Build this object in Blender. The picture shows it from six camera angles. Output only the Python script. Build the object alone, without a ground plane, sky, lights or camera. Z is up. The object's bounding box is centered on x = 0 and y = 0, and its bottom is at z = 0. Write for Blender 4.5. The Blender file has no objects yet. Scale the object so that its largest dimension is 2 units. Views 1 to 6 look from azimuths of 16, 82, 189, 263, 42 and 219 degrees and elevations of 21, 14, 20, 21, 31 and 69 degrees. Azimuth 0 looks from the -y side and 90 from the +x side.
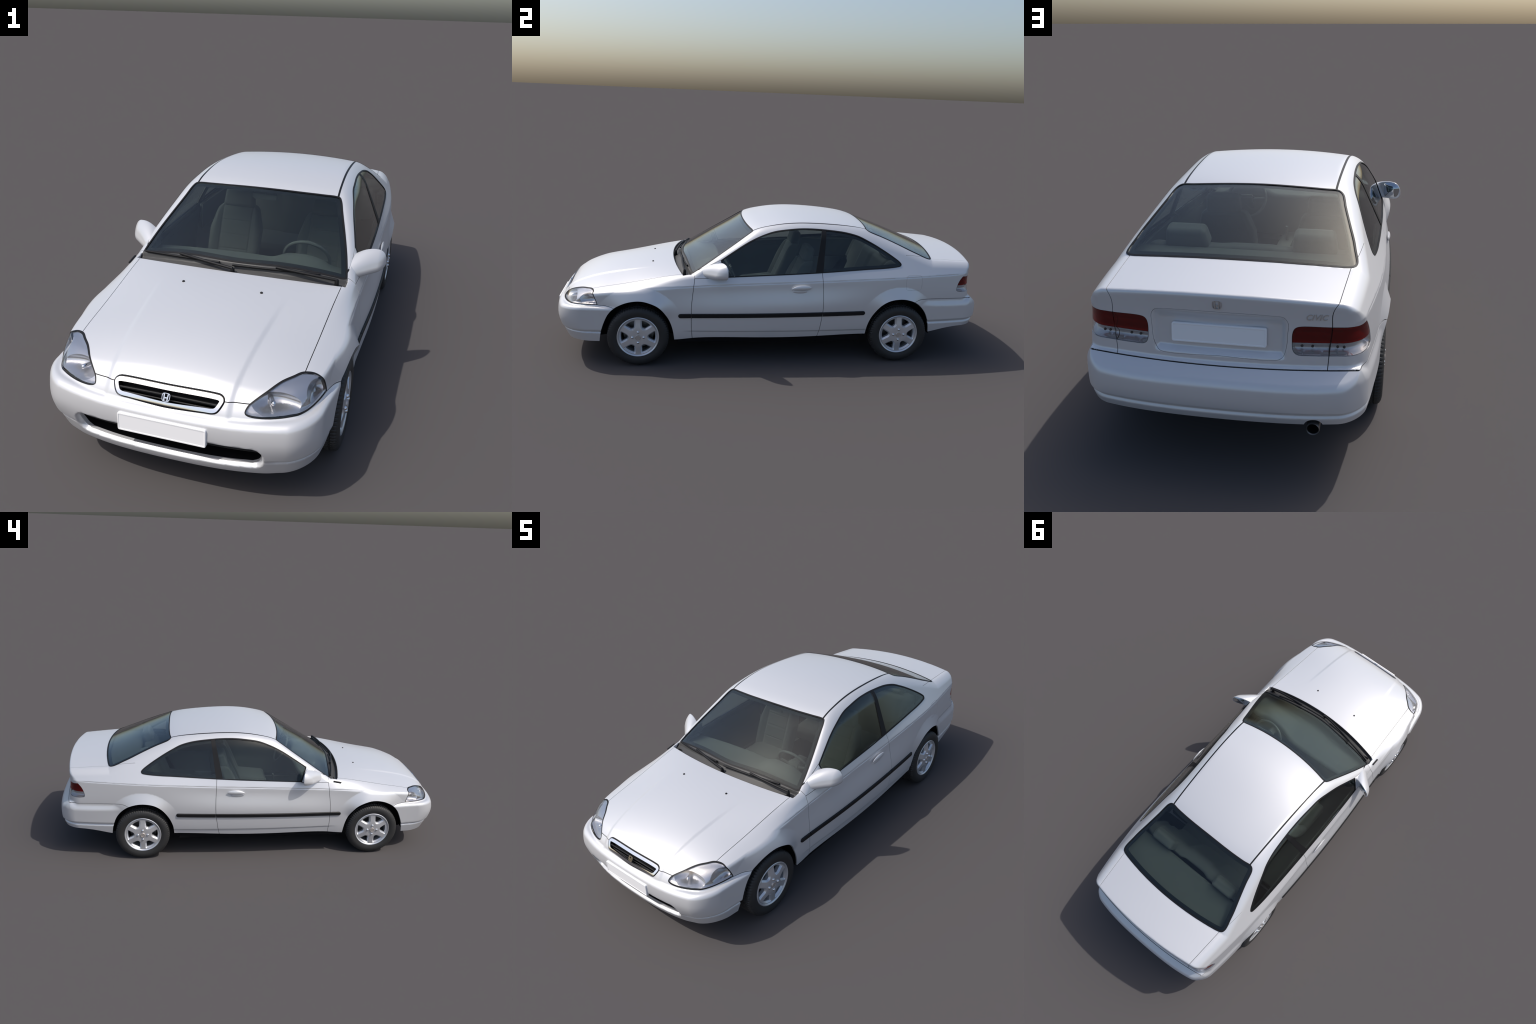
import math
import numpy as np

# ------------------------------------------------------------------ curves
class Spline:
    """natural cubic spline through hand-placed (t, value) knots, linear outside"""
    def __init__(self, *pts):
        p = np.array(sorted(pts), float)
        self.t, self.v = p[:, 0], p[:, 1]
        n = len(p)
        h = np.diff(self.t)
        A = np.eye(n)
        b = np.zeros(n)
        for i in range(1, n - 1):
            A[i, i - 1], A[i, i], A[i, i + 1] = h[i - 1], 2 * (h[i - 1] + h[i]), h[i]
            b[i] = 6 * ((self.v[i + 1] - self.v[i]) / h[i] - (self.v[i] - self.v[i - 1]) / h[i - 1])
        m = np.linalg.solve(A, b)
        self.c1 = np.diff(self.v) / h - h * (2 * m[:-1] + m[1:]) / 6
        self.c2 = m[:-1] / 2
        self.c3 = np.diff(m) / (6 * h)
        k = h[-1]
        self.end = self.c1[-1] + 2 * self.c2[-1] * k + 3 * self.c3[-1] * k * k

    def __call__(self, x):
        x = np.asarray(x, float)
        xc = np.clip(x, self.t[0], self.t[-1])
        i = np.clip(np.searchsorted(self.t, xc, side='right') - 1, 0, len(self.t) - 2)
        d = xc - self.t[i]
        out = self.v[i] + d * (self.c1[i] + d * (self.c2[i] + d * self.c3[i]))
        return out + np.where(x < self.t[0], (x - self.t[0]) * self.c1[0], 0) + np.where(x > self.t[-1], (x - self.t[-1]) * self.end, 0)


def step(a, b, x):
    t = np.clip((x - a) / (b - a), 0, 1)
    return t * t * (3 - 2 * t)


def groove(z, at, w=.009):
    return step(w, 0, np.abs(z - at))


def both(a, b, r):
    """rounded intersection of two solids (fillet radius r)"""
    return np.minimum(np.maximum(a, b), -r) + np.hypot(np.maximum(a + r, 0), np.maximum(b + r, 0))


def either(a, b, r):
    return -both(-a, -b, r)


# ------------------------------------------------------------------ body surfaces (metres, half-widths and heights along the car)
crease_x = Spline((-1.0, .318), (-.88, .341), (-.8, .358), (-.7, .373), (-.6, .379), (-.38, .379), (-.2, .384), (0, .387), (.2, .387), (.4, .387), (.6, .379), (.75, .363), (.86, .347), (1, .322))
crease_z = Spline((-1.0, .305), (-.8, .331), (-.6, .351), (-.4, .3635), (-.2, .374), (0, .382), (.2, .389), (.4, .398), (.6, .406), (.86, .414), (1, .416))
lean = Spline((-1.0, 1.6), (-.6, 1.6), (-.5, 1.0), (-.38, .52), (-.25, .42), (-.1, .43), (.1, .43), (.2, .46), (.4, .54), (.55, .59), (.7, .60), (.9, .6))
below = Spline((-.34, -.030), (-.30, -.014), (-.26, -.004), (-.22, .003), (-.15, .0065), (-.10, .007), (-.05, .0045), (0, 0), (.06, -.008))
door_swell = Spline((-.6, .0), (-.45, .005), (-.3, .010), (-.1, .0125), (.1, .013), (.25, .010), (.4, .004), (.5, 0), (.7, 0))
roof_line = Spline((-.62, .325), (-.50, .394), (-.455, .420), (-.30, .511), (-.20, .5675), (-.135, .6025), (-.06, .6225), (0, .632), (.1, .639), (.2, .6375), (.3, .6305), (.37, .6225), (.43, .612), (.5, .591), (.6, .555), (.7, .5155), (.763, .490), (.85, .452), (1, .38))
roof_bow = Spline((-.5, -.41), (-.1, -.41), (.15, -.05), (.4, .33), (.8, .36))
hood_line = Spline((-1.05, .235), (-.99, .281), (-.945, .312), (-.88, .345), (-.8, .3718), (-.7, .3935), (-.6, .4085), (-.471, .4205), (-.3, .430))
hood_drop = Spline((-1, .026), (-.82, .030), (-.7, .0348), (-.6, .0315), (-.5, .0225), (-.43, .0165), (-.3, .012))
deck_line = Spline((.5, .505), (.763, .490), (.85, .483), (.94, .475), (1.0, .468))
nose_profile = Spline((.10, -.93), (.20, -.958), (.255, -.9725), (.28, -.9645), (.312, -.949), (.36, -.915), (.42, -.87))
nose_plan = Spline((0, 0), (.1, .0012), (.2, .006), (.24, .015), (.275, .028), (.31, .045), (.338, .068), (.358, .098), (.372, .140), (.385, .20))
tail_profile = Spline((.10, .93), (.2, .952), (.27, .954), (.33, .951), (.40, .9455), (.45, .9475), (.48, .950))
front_bumper_profile = Spline((.02, .13), (.07, .066), (.10, .034), (.13, .018), (.165, .007), (.20, .0005), (.235, .0015), (.26, .008), (.30, .03))
rear_bumper_profile = Spline((.09, .060), (.14, .026), (.165, .013), (.19, .004), (.215, 0), (.245, 0), (.27, .003), (.30, .010))
WHEEL_Y, WHEEL_Z, TYRE_R = (-.620, .570), .1355, .1355
ARCH = ((-.622, .166, .171), (.567, .156, .1725))


def hood_edge(x):
    return -.471 + .39 * x * x


def flare(y, z):
    out = 0
    for yc, a, b in ARCH:
        dy, dz = (y - yc) / a, (z - .1355) / b
        rho = np.hypot(dy, dz)
        up = np.clip(dz / np.maximum(rho, 1e-6), 0, 1)
        out = out + (.025 if yc < 0 else .018) * np.clip(1 - np.clip(rho - 1, -.05, 9) / .31, 0, 1.2) ** 1.15 * step(.45, 1.0, up)
    return out


def side(x, y, z):
    zc, xc, k = crease_z(y), crease_x(y), lean(y)
    t = z - zc
    fl = flare(y, z)
    lower = x - xc - below(np.maximum(t, -.34)) - fl - door_swell(y) * step(-.02, -.13, t)
    lower = lower + .0035 * step(.164, .156, z) * step(-.44, -.36, y) * step(.43, .40, y)
    lower = lower + .0017 * step(.0045, 0, np.abs(t + .0015)) * step(-.62, -.45, y) * step(.87, .84, y)
    upper = (x - xc + k * t) / np.sqrt(1 + k * k)
    upper = np.where(t < -.02, np.minimum(upper, lower), upper)
    return both(lower, upper, .0015 + .007 * step(-.40, -.55, y))


def top(x, y):
    x2 = x * x
    cabin = roof_line(y + roof_bow(y) * x2) - .17 * x2
    glass_end = -.430 + .38 * x2
    cabin = cabin - .011 * step(glass_end + .001, glass_end - .006, y) * step(.342, .335, np.abs(x))
    hood = hood_line(y) - hood_drop(y) * (np.abs(x) / .32) ** 2.25
    ridge = Spline((-.95, .160), (-.77, .176), (-.5, .20))(y)
    hood = hood - .0035 * step(-.52, -.75, y) * step(-.008, .008, np.abs(x) - ridge)
    he = hood_edge(x)
    hood = hood - .017 * step(he + .001, he + .007, y) * step(.342, .335, np.abs(x))
    deck = deck_line(y) - .215 * x2
    low = np.where(y < .2, hood, deck)
    return np.maximum(cabin, low)


def body(p):
    """signed distance-like field of the painted shell, zero on the skin"""
    x, y, z = np.abs(p[:, 0]), p[:, 1], p[:, 2]
    s = side(x, y, z)
    t = (z - top(x, y)) * .82
    shoulder = Spline((-1, .012), (-.6, .014), (-.45, .014), (-.38, .012), (-.28, .013), (-.15, .024), (-.02, .04), (.3, .045), (.45, .034), (.6, .024), (.75, .020), (1, .018))(y)
    shell = both(s, t, shoulder)
    nose_y = nose_profile(z) + nose_plan(x)
    steep = (nose_plan(x + .004) - nose_plan(x - .004)) / .008
    nose_y = nose_y + .0035 * step(-.009, .009, x - .161)
    nose = (nose_y - y) / np.sqrt(1.4 + steep * steep)
    shell = both(shell, nose, .024)
    tail_y = tail_profile(z) - .26 * x * x
    tail_y = tail_y - .012 * step(.163, .148, x) * step(.315, .333, z) * step(.427, .400, z)
    shell = both(shell, (y - tail_y) * .98, Spline((.3, .045), (.42, .030), (.44, .016), (.47, .008))(z))
    shell = np.maximum(shell, .09 - z)
    # front bumper
    wb = Spline((-1, .364), (-.86, .373), (-.80, .380), (-.74, .388), (-.6, .392))(y) - .35 * np.maximum(.17 - z, 0) ** 1.15
    fy = -.9950 + .027 * (x / .30) ** 3.3 + .16 * step(.22, .11, z) * x * x + front_bumper_profile(z) + (.003 * step(.162, .150, z) + .006 * groove(z, .156)) * step(.245, .285, x)
    fy = fy + .017 * step(.009, -.005, both(x - .243, np.abs(z - .166) - .0285, .022))
    fb = both(x - wb + .002 * step(.162, .150, z) + .006 * groove(z, .156), (fy - y) * .93, .066)
    ftop = z - (.258 + .093 * x * x)
    fb = both(fb, ftop * .98, .016)
    fb = np.maximum(fb, y + .66)
    fb = np.maximum(fb, .09 - z)
    # rear bumper
    wr = Spline((.6, .389), (.74, .380), (.86, .3655), (.95, .351), (1, .345))(y) - .22 * np.maximum(.19 - z, 0) ** 1.1
    ry = 1.0 - .16 * x * x - 1.3 * x ** 4 - rear_bumper_profile(z) - .004 * step(.198, .186, z) - .007 * groove(z, .191, .011)
    rb = both(x - wr + .003 * step(.198, .184, z) + .006 * groove(z, .191, .011), (y - ry) * .97, .055)
    rtop = z - (.2985 - .78 * np.maximum(y - (.957 - .26 * x * x), 0) - 1.4 * np.maximum(x - crease_x(y), 0))
    rb = both(rb, rtop * .74, .009)
    rb = np.maximum(rb, .60 - y)
    rb = np.maximum(rb, .09 - z)
    return either(shell, np.minimum(fb, rb), .006)


def normal_of(p, e=.0008):
    g = np.stack([body(p + d) - body(p - d) for d in np.eye(3) * e], 1)
    return g / np.maximum(np.linalg.norm(g, axis=1), 1e-9)[:, None]


# ------------------------------------------------------------------ meshing of implicit solids
def isosurface(f, lo, size, h, block=3, band=1.9):
    """surface nets: quads on the zero level of f, vertices pulled onto it"""
    lo = np.array(lo, float)
    nb = np.ceil(np.array(size) / (h * block)).astype(int)
    n = nb * block + 1

    def grid(c, st):
        a = [lo[i] + np.arange(c[i]) * st for i in range(3)]
        return np.stack(np.meshgrid(*a, indexing='ij'), -1).reshape(-1, 3)

    C = f(grid(nb + 1, h * block)).reshape(nb + 1)
    near = np.ones(nb, bool)
    low = np.full(nb, 9.0)
    for a in (0, 1):
        for b in (0, 1):
            for c in (0, 1):
                low = np.minimum(low, np.abs(C[a:nb[0] + a, b:nb[1] + b, c:nb[2] + c]))
    near = low < h * block * band
    F = np.repeat(np.repeat(np.repeat(C[:-1, :-1, :-1], block, 0), block, 1), block, 2)
    F = np.pad(F, ((0, 1),) * 3, mode='edge')
    M = np.zeros(n, bool)
    R = np.repeat(np.repeat(np.repeat(near, block, 0), block, 1), block, 2)
    for a in (0, 1):
        for b in (0, 1):
            for c in (0, 1):
                M[a:n[0] - 1 + a, b:n[1] - 1 + b, c:n[2] - 1 + c] |= R
    idx = np.argwhere(M)
    vals = np.empty(len(idx))
    for i in range(0, len(idx), 400000):
        vals[i:i + 400000] = f(lo + idx[i:i + 400000] * h)
    F[M] = vals
    S = F < 0
    cnt = np.zeros(n - 1, np.int8)
    for a in (0, 1):
        for b in (0, 1):
            for c in (0, 1):
                cnt += S[a:n[0] - 1 + a, b:n[1] - 1 + b, c:n[2] - 1 + c]
    cells = np.argwhere((cnt > 0) & (cnt < 8))
    ids = np.full(n - 1, -1, np.int64)
    ids[tuple(cells.T)] = np.arange(len(cells))
    acc, num = np.zeros((len(cells), 3)), np.zeros(len(cells))
    corners = [(a, b, c) for a in (0, 1) for b in (0, 1) for c in (0, 1)]
    for p in corners:
        for ax in range(3):
            if p[ax]:
                continue
            q = list(p)
            q[ax] = 1
            va = F[tuple((cells + p).T)]
            vb = F[tuple((cells + q).T)]
            cross = (va < 0) != (vb < 0)
            t = np.where(cross, va / np.where(cross, va - vb, 1), 0)
            pos = cells + np.array(p, float)
            pos[:, ax] += t
            acc += pos * cross[:, None]
            num += cross
    V = lo + acc / num[:, None] * h
    V = pull(f, V, h, 3)
    quads = []
    for ax in range(3):
        a = [slice(None)] * 3
        b = [slice(None)] * 3
        a[ax], b[ax] = slice(0, -1), slice(1, None)
        e = np.argwhere(S[tuple(a)] != S[tuple(b)])
        u, w = (ax + 1) % 3, (ax + 2) % 3
        e = e[(e[:, u] > 0) & (e[:, w] > 0) & (e[:, u] < n[u] - 1) & (e[:, w] < n[w] - 1)]
        inside = S[tuple(e.T)]
        ring = []
        for du, dw in ((-1, -1), (0, -1), (0, 0), (-1, 0)):
            c = e.copy()
            c[:, u] += du
            c[:, w] += dw
            ring.append(ids[tuple(c.T)])
        r = np.stack(ring, 1)
        r[~inside] = r[~inside][:, ::-1]
        quads.append(r)
    Q = np.concatenate(quads)
    return V, Q[(Q >= 0).all(1)]


def gradient(f, p, e=.0008):
    return np.stack([f(p + d) - f(p - d) for d in np.eye(3) * e], 1) / (2 * e)


def pull(f, V, h, times):
    for _ in range(times):
        g = gradient(f, V)
        d = f(V)[:, None] * g / np.maximum((g * g).sum(1), .05)[:, None]
        V = V - np.clip(d, -h, h)
    return V


def to_tris(V, Q):
    d1 = np.linalg.norm(V[Q[:, 0]] - V[Q[:, 2]], axis=1)
    d2 = np.linalg.norm(V[Q[:, 1]] - V[Q[:, 3]], axis=1)
    k = (d1 <= d2)[:, None]
    A = np.where(k, Q[:, [0, 1, 2]], Q[:, [0, 1, 3]])
    B = np.where(k, Q[:, [0, 2, 3]], Q[:, [1, 2, 3]])
    return np.concatenate([A, B])


def split(V, T, f):
    """cut a triangle mesh along the zero line of the per-vertex values f"""
    f = np.where(np.abs(f) < 2e-6, 2e-6, f)
    pos = f > 0
    k = pos[T].sum(1)
    keep = T[(k == 0) | (k == 3)]
    X = T[(k == 1) | (k == 2)]
    if not len(X):
        return V, T
    odd_is_pos = pos[X].sum(1) == 1
    odd = np.argmax(pos[X] == odd_is_pos[:, None], 1)
    r = np.arange(len(X))
    a, b, c = X[r, odd], X[r, (odd + 1) % 3], X[r, (odd + 2) % 3]
    e = np.concatenate([np.stack([a, b], 1), np.stack([a, c], 1)])
    es = np.sort(e, 1)
    key, inv = np.unique(es[:, 0] * (len(V) + 1) + es[:, 1], return_inverse=True)
    i, j = key // (len(V) + 1), key % (len(V) + 1)
    t = f[i] / (f[i] - f[j])
    W = V[i] + (V[j] - V[i]) * t[:, None]
    new = len(V) + inv
    ab, ac = new[:len(X)], new[len(X):]
    return np.concatenate([V, W]), np.concatenate([keep, np.stack([a, ab, ac], 1), np.stack([ab, b, c], 1), np.stack([ab, c, ac], 1)])


# ------------------------------------------------------------------ outlines on the skin
def smooth_loop(pts, n=8):
    """closed Catmull-Rom polygon; a point given twice in a row stays a corner"""
    P = np.array(pts, float)
    out = []
    m = len(P)
    for i in range(m):
        p0, p1, p2, p3 = P[i - 1], P[i], P[(i + 1) % m], P[(i + 2) % m]
        if np.allclose(p1, p2):
            continue
        if np.allclose(p0, p1):
            p0 = 2 * p1 - p2
        if np.allclose(p2, p3):
            p3 = 2 * p2 - p1
        d01, d12, d23 = (max(np.linalg.norm(q) ** .5, 1e-6) for q in (p1 - p0, p2 - p1, p3 - p2))
        m1 = (p2 - p1) + d12 * ((p1 - p0) / d01 - (p2 - p0) / (d01 + d12))
        m2 = (p2 - p1) + d12 * ((p3 - p2) / d23 - (p3 - p1) / (d12 + d23))
        for t in np.arange(n) / n:
            out.append((2 * t ** 3 - 3 * t ** 2 + 1) * p1 + (t ** 3 - 2 * t ** 2 + t) * m1 + (3 * t ** 2 - 2 * t ** 3) * p2 + (t ** 3 - t ** 2) * m2)
    return np.array(out)


def mirrored(half):
    """closed outline from its right half, listed from top centre to bottom centre"""
    return list(half) + [(-a, b) for a, b in half[::-1] if abs(a) > 1e-6]


class Outline:
    """signed distance (negative inside) to a closed 2D outline"""
    def __init__(self, pts, smooth=True):
        self.P = smooth_loop(pts) if smooth else np.array(pts, float)
        self.lo, self.hi = self.P.min(0) - .03, self.P.max(0) + .03

    def __call__(self, a, b):
        a, b = np.broadcast_arrays(a, b)
        out = np.full(len(a), .03)
        k = (a > self.lo[0]) & (a < self.hi[0]) & (b > self.lo[1]) & (b < self.hi[1])
        if not k.any():
            return out
        q = np.stack([a[k], b[k]], 1)
        best, inside = np.full(len(q), 9.0), np.zeros(len(q), bool)
        for i in range(len(self.P)):
            s, e = self.P[i - 1], self.P[i]
            d = e - s
            w = q - s
            t = np.clip((w @ d) / max(d @ d, 1e-12), 0, 1)
            best = np.minimum(best, ((w - t[:, None] * d) ** 2).sum(1))
            inside ^= ((s[1] > q[:, 1]) != (e[1] > q[:, 1])) & (q[:, 0] < (e[0] - s[0]) * (q[:, 1] - s[1]) / (e[1] - s[1] if e[1] != s[1] else 1e-12) + s[0])
        out[k] = np.sqrt(best) * np.where(inside, -1, 1)
        return out


side_glass = Outline([(-.260, .473), (-.260, .473), (-.205, .508), (-.133, .551), (-.08, .5755), (-.02, .5945), (.04, .6035), (.106, .6085), (.17, .6075), (.22, .604), (.30, .5955), (.345, .587), (.38, .577), (.411, .563), (.457, .5395), (.534, .493), (.565, .470), (.571, .461), (.5665, .4525), (.55, .4485), (.48, .442), (.42, .439), (.197, .424), (.08, .4175), (-.07, .4105), (-.235, .402), (-.235, .402)])
mirror_patch = Outline([(-.380, .4175), (-.380, .4175), (-.26, .4735), (-.26, .4735), (-.234, .4015), (-.234, .4015), (-.30, .3995), (-.374, .396), (-.374, .396)])
door_outline = Outline([(-.374, .396), (-.374, .396), (-.378, .364), (-.387, .28), (-.388, .24), (-.387, .179), (-.383, .125), (-.380, .06), (-.380, .06), (.178, .06), (.178, .06), (.184, .132), (.188, .149), (.194, .186), (.199, .225), (.202, .25), (.202, .335), (.199, .387), (.197, .424), (.195, .445), (.195, .445), (0, .44), (-.22, .415), (-.22, .415), (-.234, .4015), (-.30, .3995)])
front_arch = Outline([(-.795, .04), (-.795, .04), (-.790, .10), (-.781, .157), (-.765, .207), (-.747, .242), (-.722, .268), (-.672, .2945), (-.617, .3045), (-.575, .298), (-.53, .276), (-.496, .233), (-.473, .182), (-.462, .12), (-.458, .04), (-.458, .04)])
rear_arch = Outline([(.405, .04), (.405, .04), (.4115, .135), (.418, .184), (.437, .228), (.472, .276), (.51, .300), (.56, .309), (.604, .304), (.65, .284), (.692, .240), (.713, .19), (.7225, .138), (.725, .04), (.725, .04)])
windscreen_outline = Outline(mirrored([(0, -.1345), (.12, -.129), (.2, -.118), (.244, -.110), (.258, -.1115), (.2665, -.125), (.279, -.165), (.303, -.241), (.323, -.31), (.336, -.368), (.337, -.380), (.328, -.3875), (.30, -.393), (.16, -.412), (0, -.428)]))
cowl_outline = Outline(mirrored([(0, -.420), (.16, -.404), (.30, -.385), (.336, -.372), (.336, -.372), (.3405, -.388), (.338, -.408), (.331, -.427), (.322, -.4305), (.322, -.4305), (.16, -.461), (0, -.471)]))
rear_glass_outline = Outline(mirrored([(0, .432), (.12, .431), (.2, .426), (.232, .4215), (.246, .425), (.256, .437), (.262, .46), (.267, .49), (.286, .57), (.300, .625), (.3065, .66), (.313, .693), (.3135, .708), (.309, .722), (.297, .7305), (.2, .749), (.1, .759), (0, .7625)]))
grille_outline = Outline(mirrored([(0, .309), (.12, .3085), (.134, .307), (.143, .302), (.146, .295), (.142, .284), (.132, .270), (.122, .2655), (.097, .264), (0, .2605)]))
intake_outline = Outline(mirrored([(0, .1950), (.2, .1945), (.230, .1915), (.241, .184), (.2415, .167), (.236, .147), (.224, .139), (.2, .138), (0, .137)]))
garnish_outline = Outline(mirrored([(0, .429), (.13, .4262), (.156, .4225), (.1655, .41), (.165, .38), (.162, .345), (.153, .321), (.138, .3145), (0, .317)]))
head_lamp_points = [(.198, -.957, .277), (.201, -.946, .290), (.214, -.932, .302), (.237, -.906, .3165), (.264, -.874, .328), (.288, -.848, .333), (.309, -.826, .3355), (.333, -.8095, .3315), (.350, -.807, .3225), (.3595, -.7975, .2945), (.3635, -.7945, .2765), (.3635, -.7945, .2765), (.363, -.83, .2748), (.356, -.866, .2742), (.338, -.90, .2732), (.31, -.925, .2712), (.275, -.94, .2685), (.24, -.954, .2680), (.214, -.9595, .2698), (.2025, -.959, .2728)]
head_lamp_outline = Outline([(.8 * x + .6 * y, z) for x, y, z in head_lamp_points])
tail_lamp_points = [(.175, .94, .364), (.176, .938, .385), (.181, .937, .396), (.191, .936, .401), (.266, .927, .401), (.312, .916, .401), (.332, .902, .4), (.346, .880, .4025), (.346, .880, .4025), (.351, .866, .385), (.355, .855, .363), (.357, .849, .340), (.3565, .853, .333), (.345, .889, .328), (.324, .913, .327), (.292, .929, .3285), (.221, .938, .328), (.187, .942, .330), (.178, .942, .339)]
tail_lamp_outline = Outline([(.8 * x - .6 * y, z) for x, y, z in tail_lamp_points])
fuel_outline = Outline([(.594, .352), (.594, .408), (.598, .4125), (.662, .4125), (.666, .408), (.666, .352), (.662, .348), (.598, .348)])
hood_side = Spline((-1, .300), (-.826, .309), (-.7, .315), (-.6, .3195), (-.5, .3245), (-.429, .3285), (-.3, .335))
trunk_side = Spline((.25, .258), (.297, .260), (.361, .265), (.402, .268), (.457, .279), (.475, .298), (.50, .325))
front_seam = Spline((-1.1, .2945), (-.9, .2945), (-.85, .2935), (-.80, .2770), (-.76, .2750), (-.729, .2690), (-.70, .257), (-.6, .2))
rear_seam = Spline((.55, .25), (.61, .275), (.638, .293), (.662, .301), (.69, .302), (.863, .299), (.95, .2955), (1.1, .295))
fender_end = Spline((.05, -.380), (.125, -.383), (.179, -.387), (.24, -.388), (.28, -.387), (.364, -.378), (.396, -.374), (.4175, -.380), (.44, -.388), (.5, -.40))
lower_edge = Spline((-1.1, .105), (-.8, .109), (-.62, .112), (-.46, .119), (-.383, .126), (-.1, .129), (.183, .132), (.412, .137), (.72, .138), (.80, .154), (.90, .163), (.96, .162), (1.1, .162))


def regions(p, only=None):
    """signed fields of the panel outlines at the points p (all of them, or one)"""
    X, y, z = p[:, 0], p[:, 1], p[:, 2]
    x = np.abs(X)
    far = .03
    on_top = z > .33
    R = {}
    R['arch'] = lambda: np.where(x > .2, np.minimum(front_arch(y, z), rear_arch(y, z)), far)
    R['low'] = lambda: z - lower_edge(y)
    R['windscreen'] = lambda: np.where(on_top & (y < .1), windscreen_outline(X, y), far)
    R['rear_window'] = lambda: np.where(on_top & (y > .3), rear_glass_outline(X, y), far)
    R['side_glass'] = lambda: np.where(x > .2, side_glass(y, z), far)
    R['pillar_front'] = lambda: y - (.167 + (z - .424) * .2045)
    R['pillar_rear'] = lambda: y - (.201 + (z - .424) * .128)
    R['mirror_patch'] = lambda: np.where(x > .28, mirror_patch(y, z), far)
    R['cowl'] = lambda: np.where(on_top & (y < -.2), cowl_outline(X, y), far)
    R['grille'] = lambda: np.where(y < -.8, grille_outline(X, z), far)
    R['intake'] = lambda: np.where(y < -.8, intake_outline(X, z), far)
    R['head_lamp'] = lambda: np.where((y < -.7) & (x > .1), head_lamp_outline(.8 * x + .6 * y, z), far)
    R['tail_lamp'] = lambda: np.where((y > .7) & (x > .1), tail_lamp_outline(.8 * x - .6 * y, z), far)
    R['lamp_split'] = lambda: z - .361
    R['hood'] = lambda: np.maximum(np.maximum(x - hood_side(y), y - hood_edge(x) - .0005), np.maximum((.2945 - z) * 1.2, -.02))
    R['roof'] = lambda: np.where((y > -.2) & (y < .5) & (z > .5), x - (.251 - .0358 * (y + .109)), far)
    R['trunk'] = lambda: np.where(y > .6, np.maximum(x - trunk_side(z), -.05), far)
    R['door'] = lambda: np.where(x > .2, door_outline(y, z), far)
    R['fender'] = lambda: np.maximum(y - fender_end(z), -.05)
    R['front_bumper'] = lambda: np.where(y < -.5, np.maximum(z - front_seam(y), -.05), far)
    R['rear_bumper'] = lambda: np.where(y > .5, np.maximum(z - rear_seam(y), -.05), far)
    R['fuel'] = lambda: np.where(X > .2, fuel_outline(y, z), far)
    R['garnish'] = lambda: np.where(y > .8, garnish_outline(X, z), far)
    R['crease'] = lambda: np.where(z < .45, z - crease_z(y), far)
    R['lip'] = lambda: np.where(y > .62, z - .191, np.where(y < -.72, z - .156, far))
    R['sill'] = lambda: z - .160
    R['exhaust_notch'] = lambda: np.where(y > .8, np.hypot(X + .232, (z - .157)) - .0225, far)
    return R[only]() if only else {k: v() for k, v in R.items()}


TRIM = .0055
GAP = dict(mirror_patch=.0008, hood=.0011, roof=.0034, trunk=.0010, door=.0011, fender=.0008, front_bumper=.0009, rear_bumper=.0011, fuel=.0003, garnish=.0004)
CUTS = [('arch', 0), ('low', 0), ('windscreen', 0), ('windscreen', TRIM), ('windscreen', .019), ('rear_window', 0), ('rear_window', TRIM), ('rear_window', .021), ('side_glass', 0), ('side_glass', .0045), ('side_glass', .0165), ('pillar_front', 0), ('pillar_rear', 0), ('cowl', 0), ('grille', 0), ('grille', .0040), ('grille', .0125), ('intake', 0), ('head_lamp', 0), ('head_lamp', .0022), ('tail_lamp', 0), ('tail_lamp', .001), ('lamp_split', 0), ('crease', 0.0025), ('crease', -.002), ('crease', .0015), ('crease', .006), ('lip', .0095), ('lip', .0045), ('lip', 0), ('lip', -.0045), ('lip', -.0095), ('sill', .004), ('sill', -.004), ('exhaust_notch', 0)]
for name, g in GAP.items():
    CUTS += [(name, g), (name, -g)]


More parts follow.
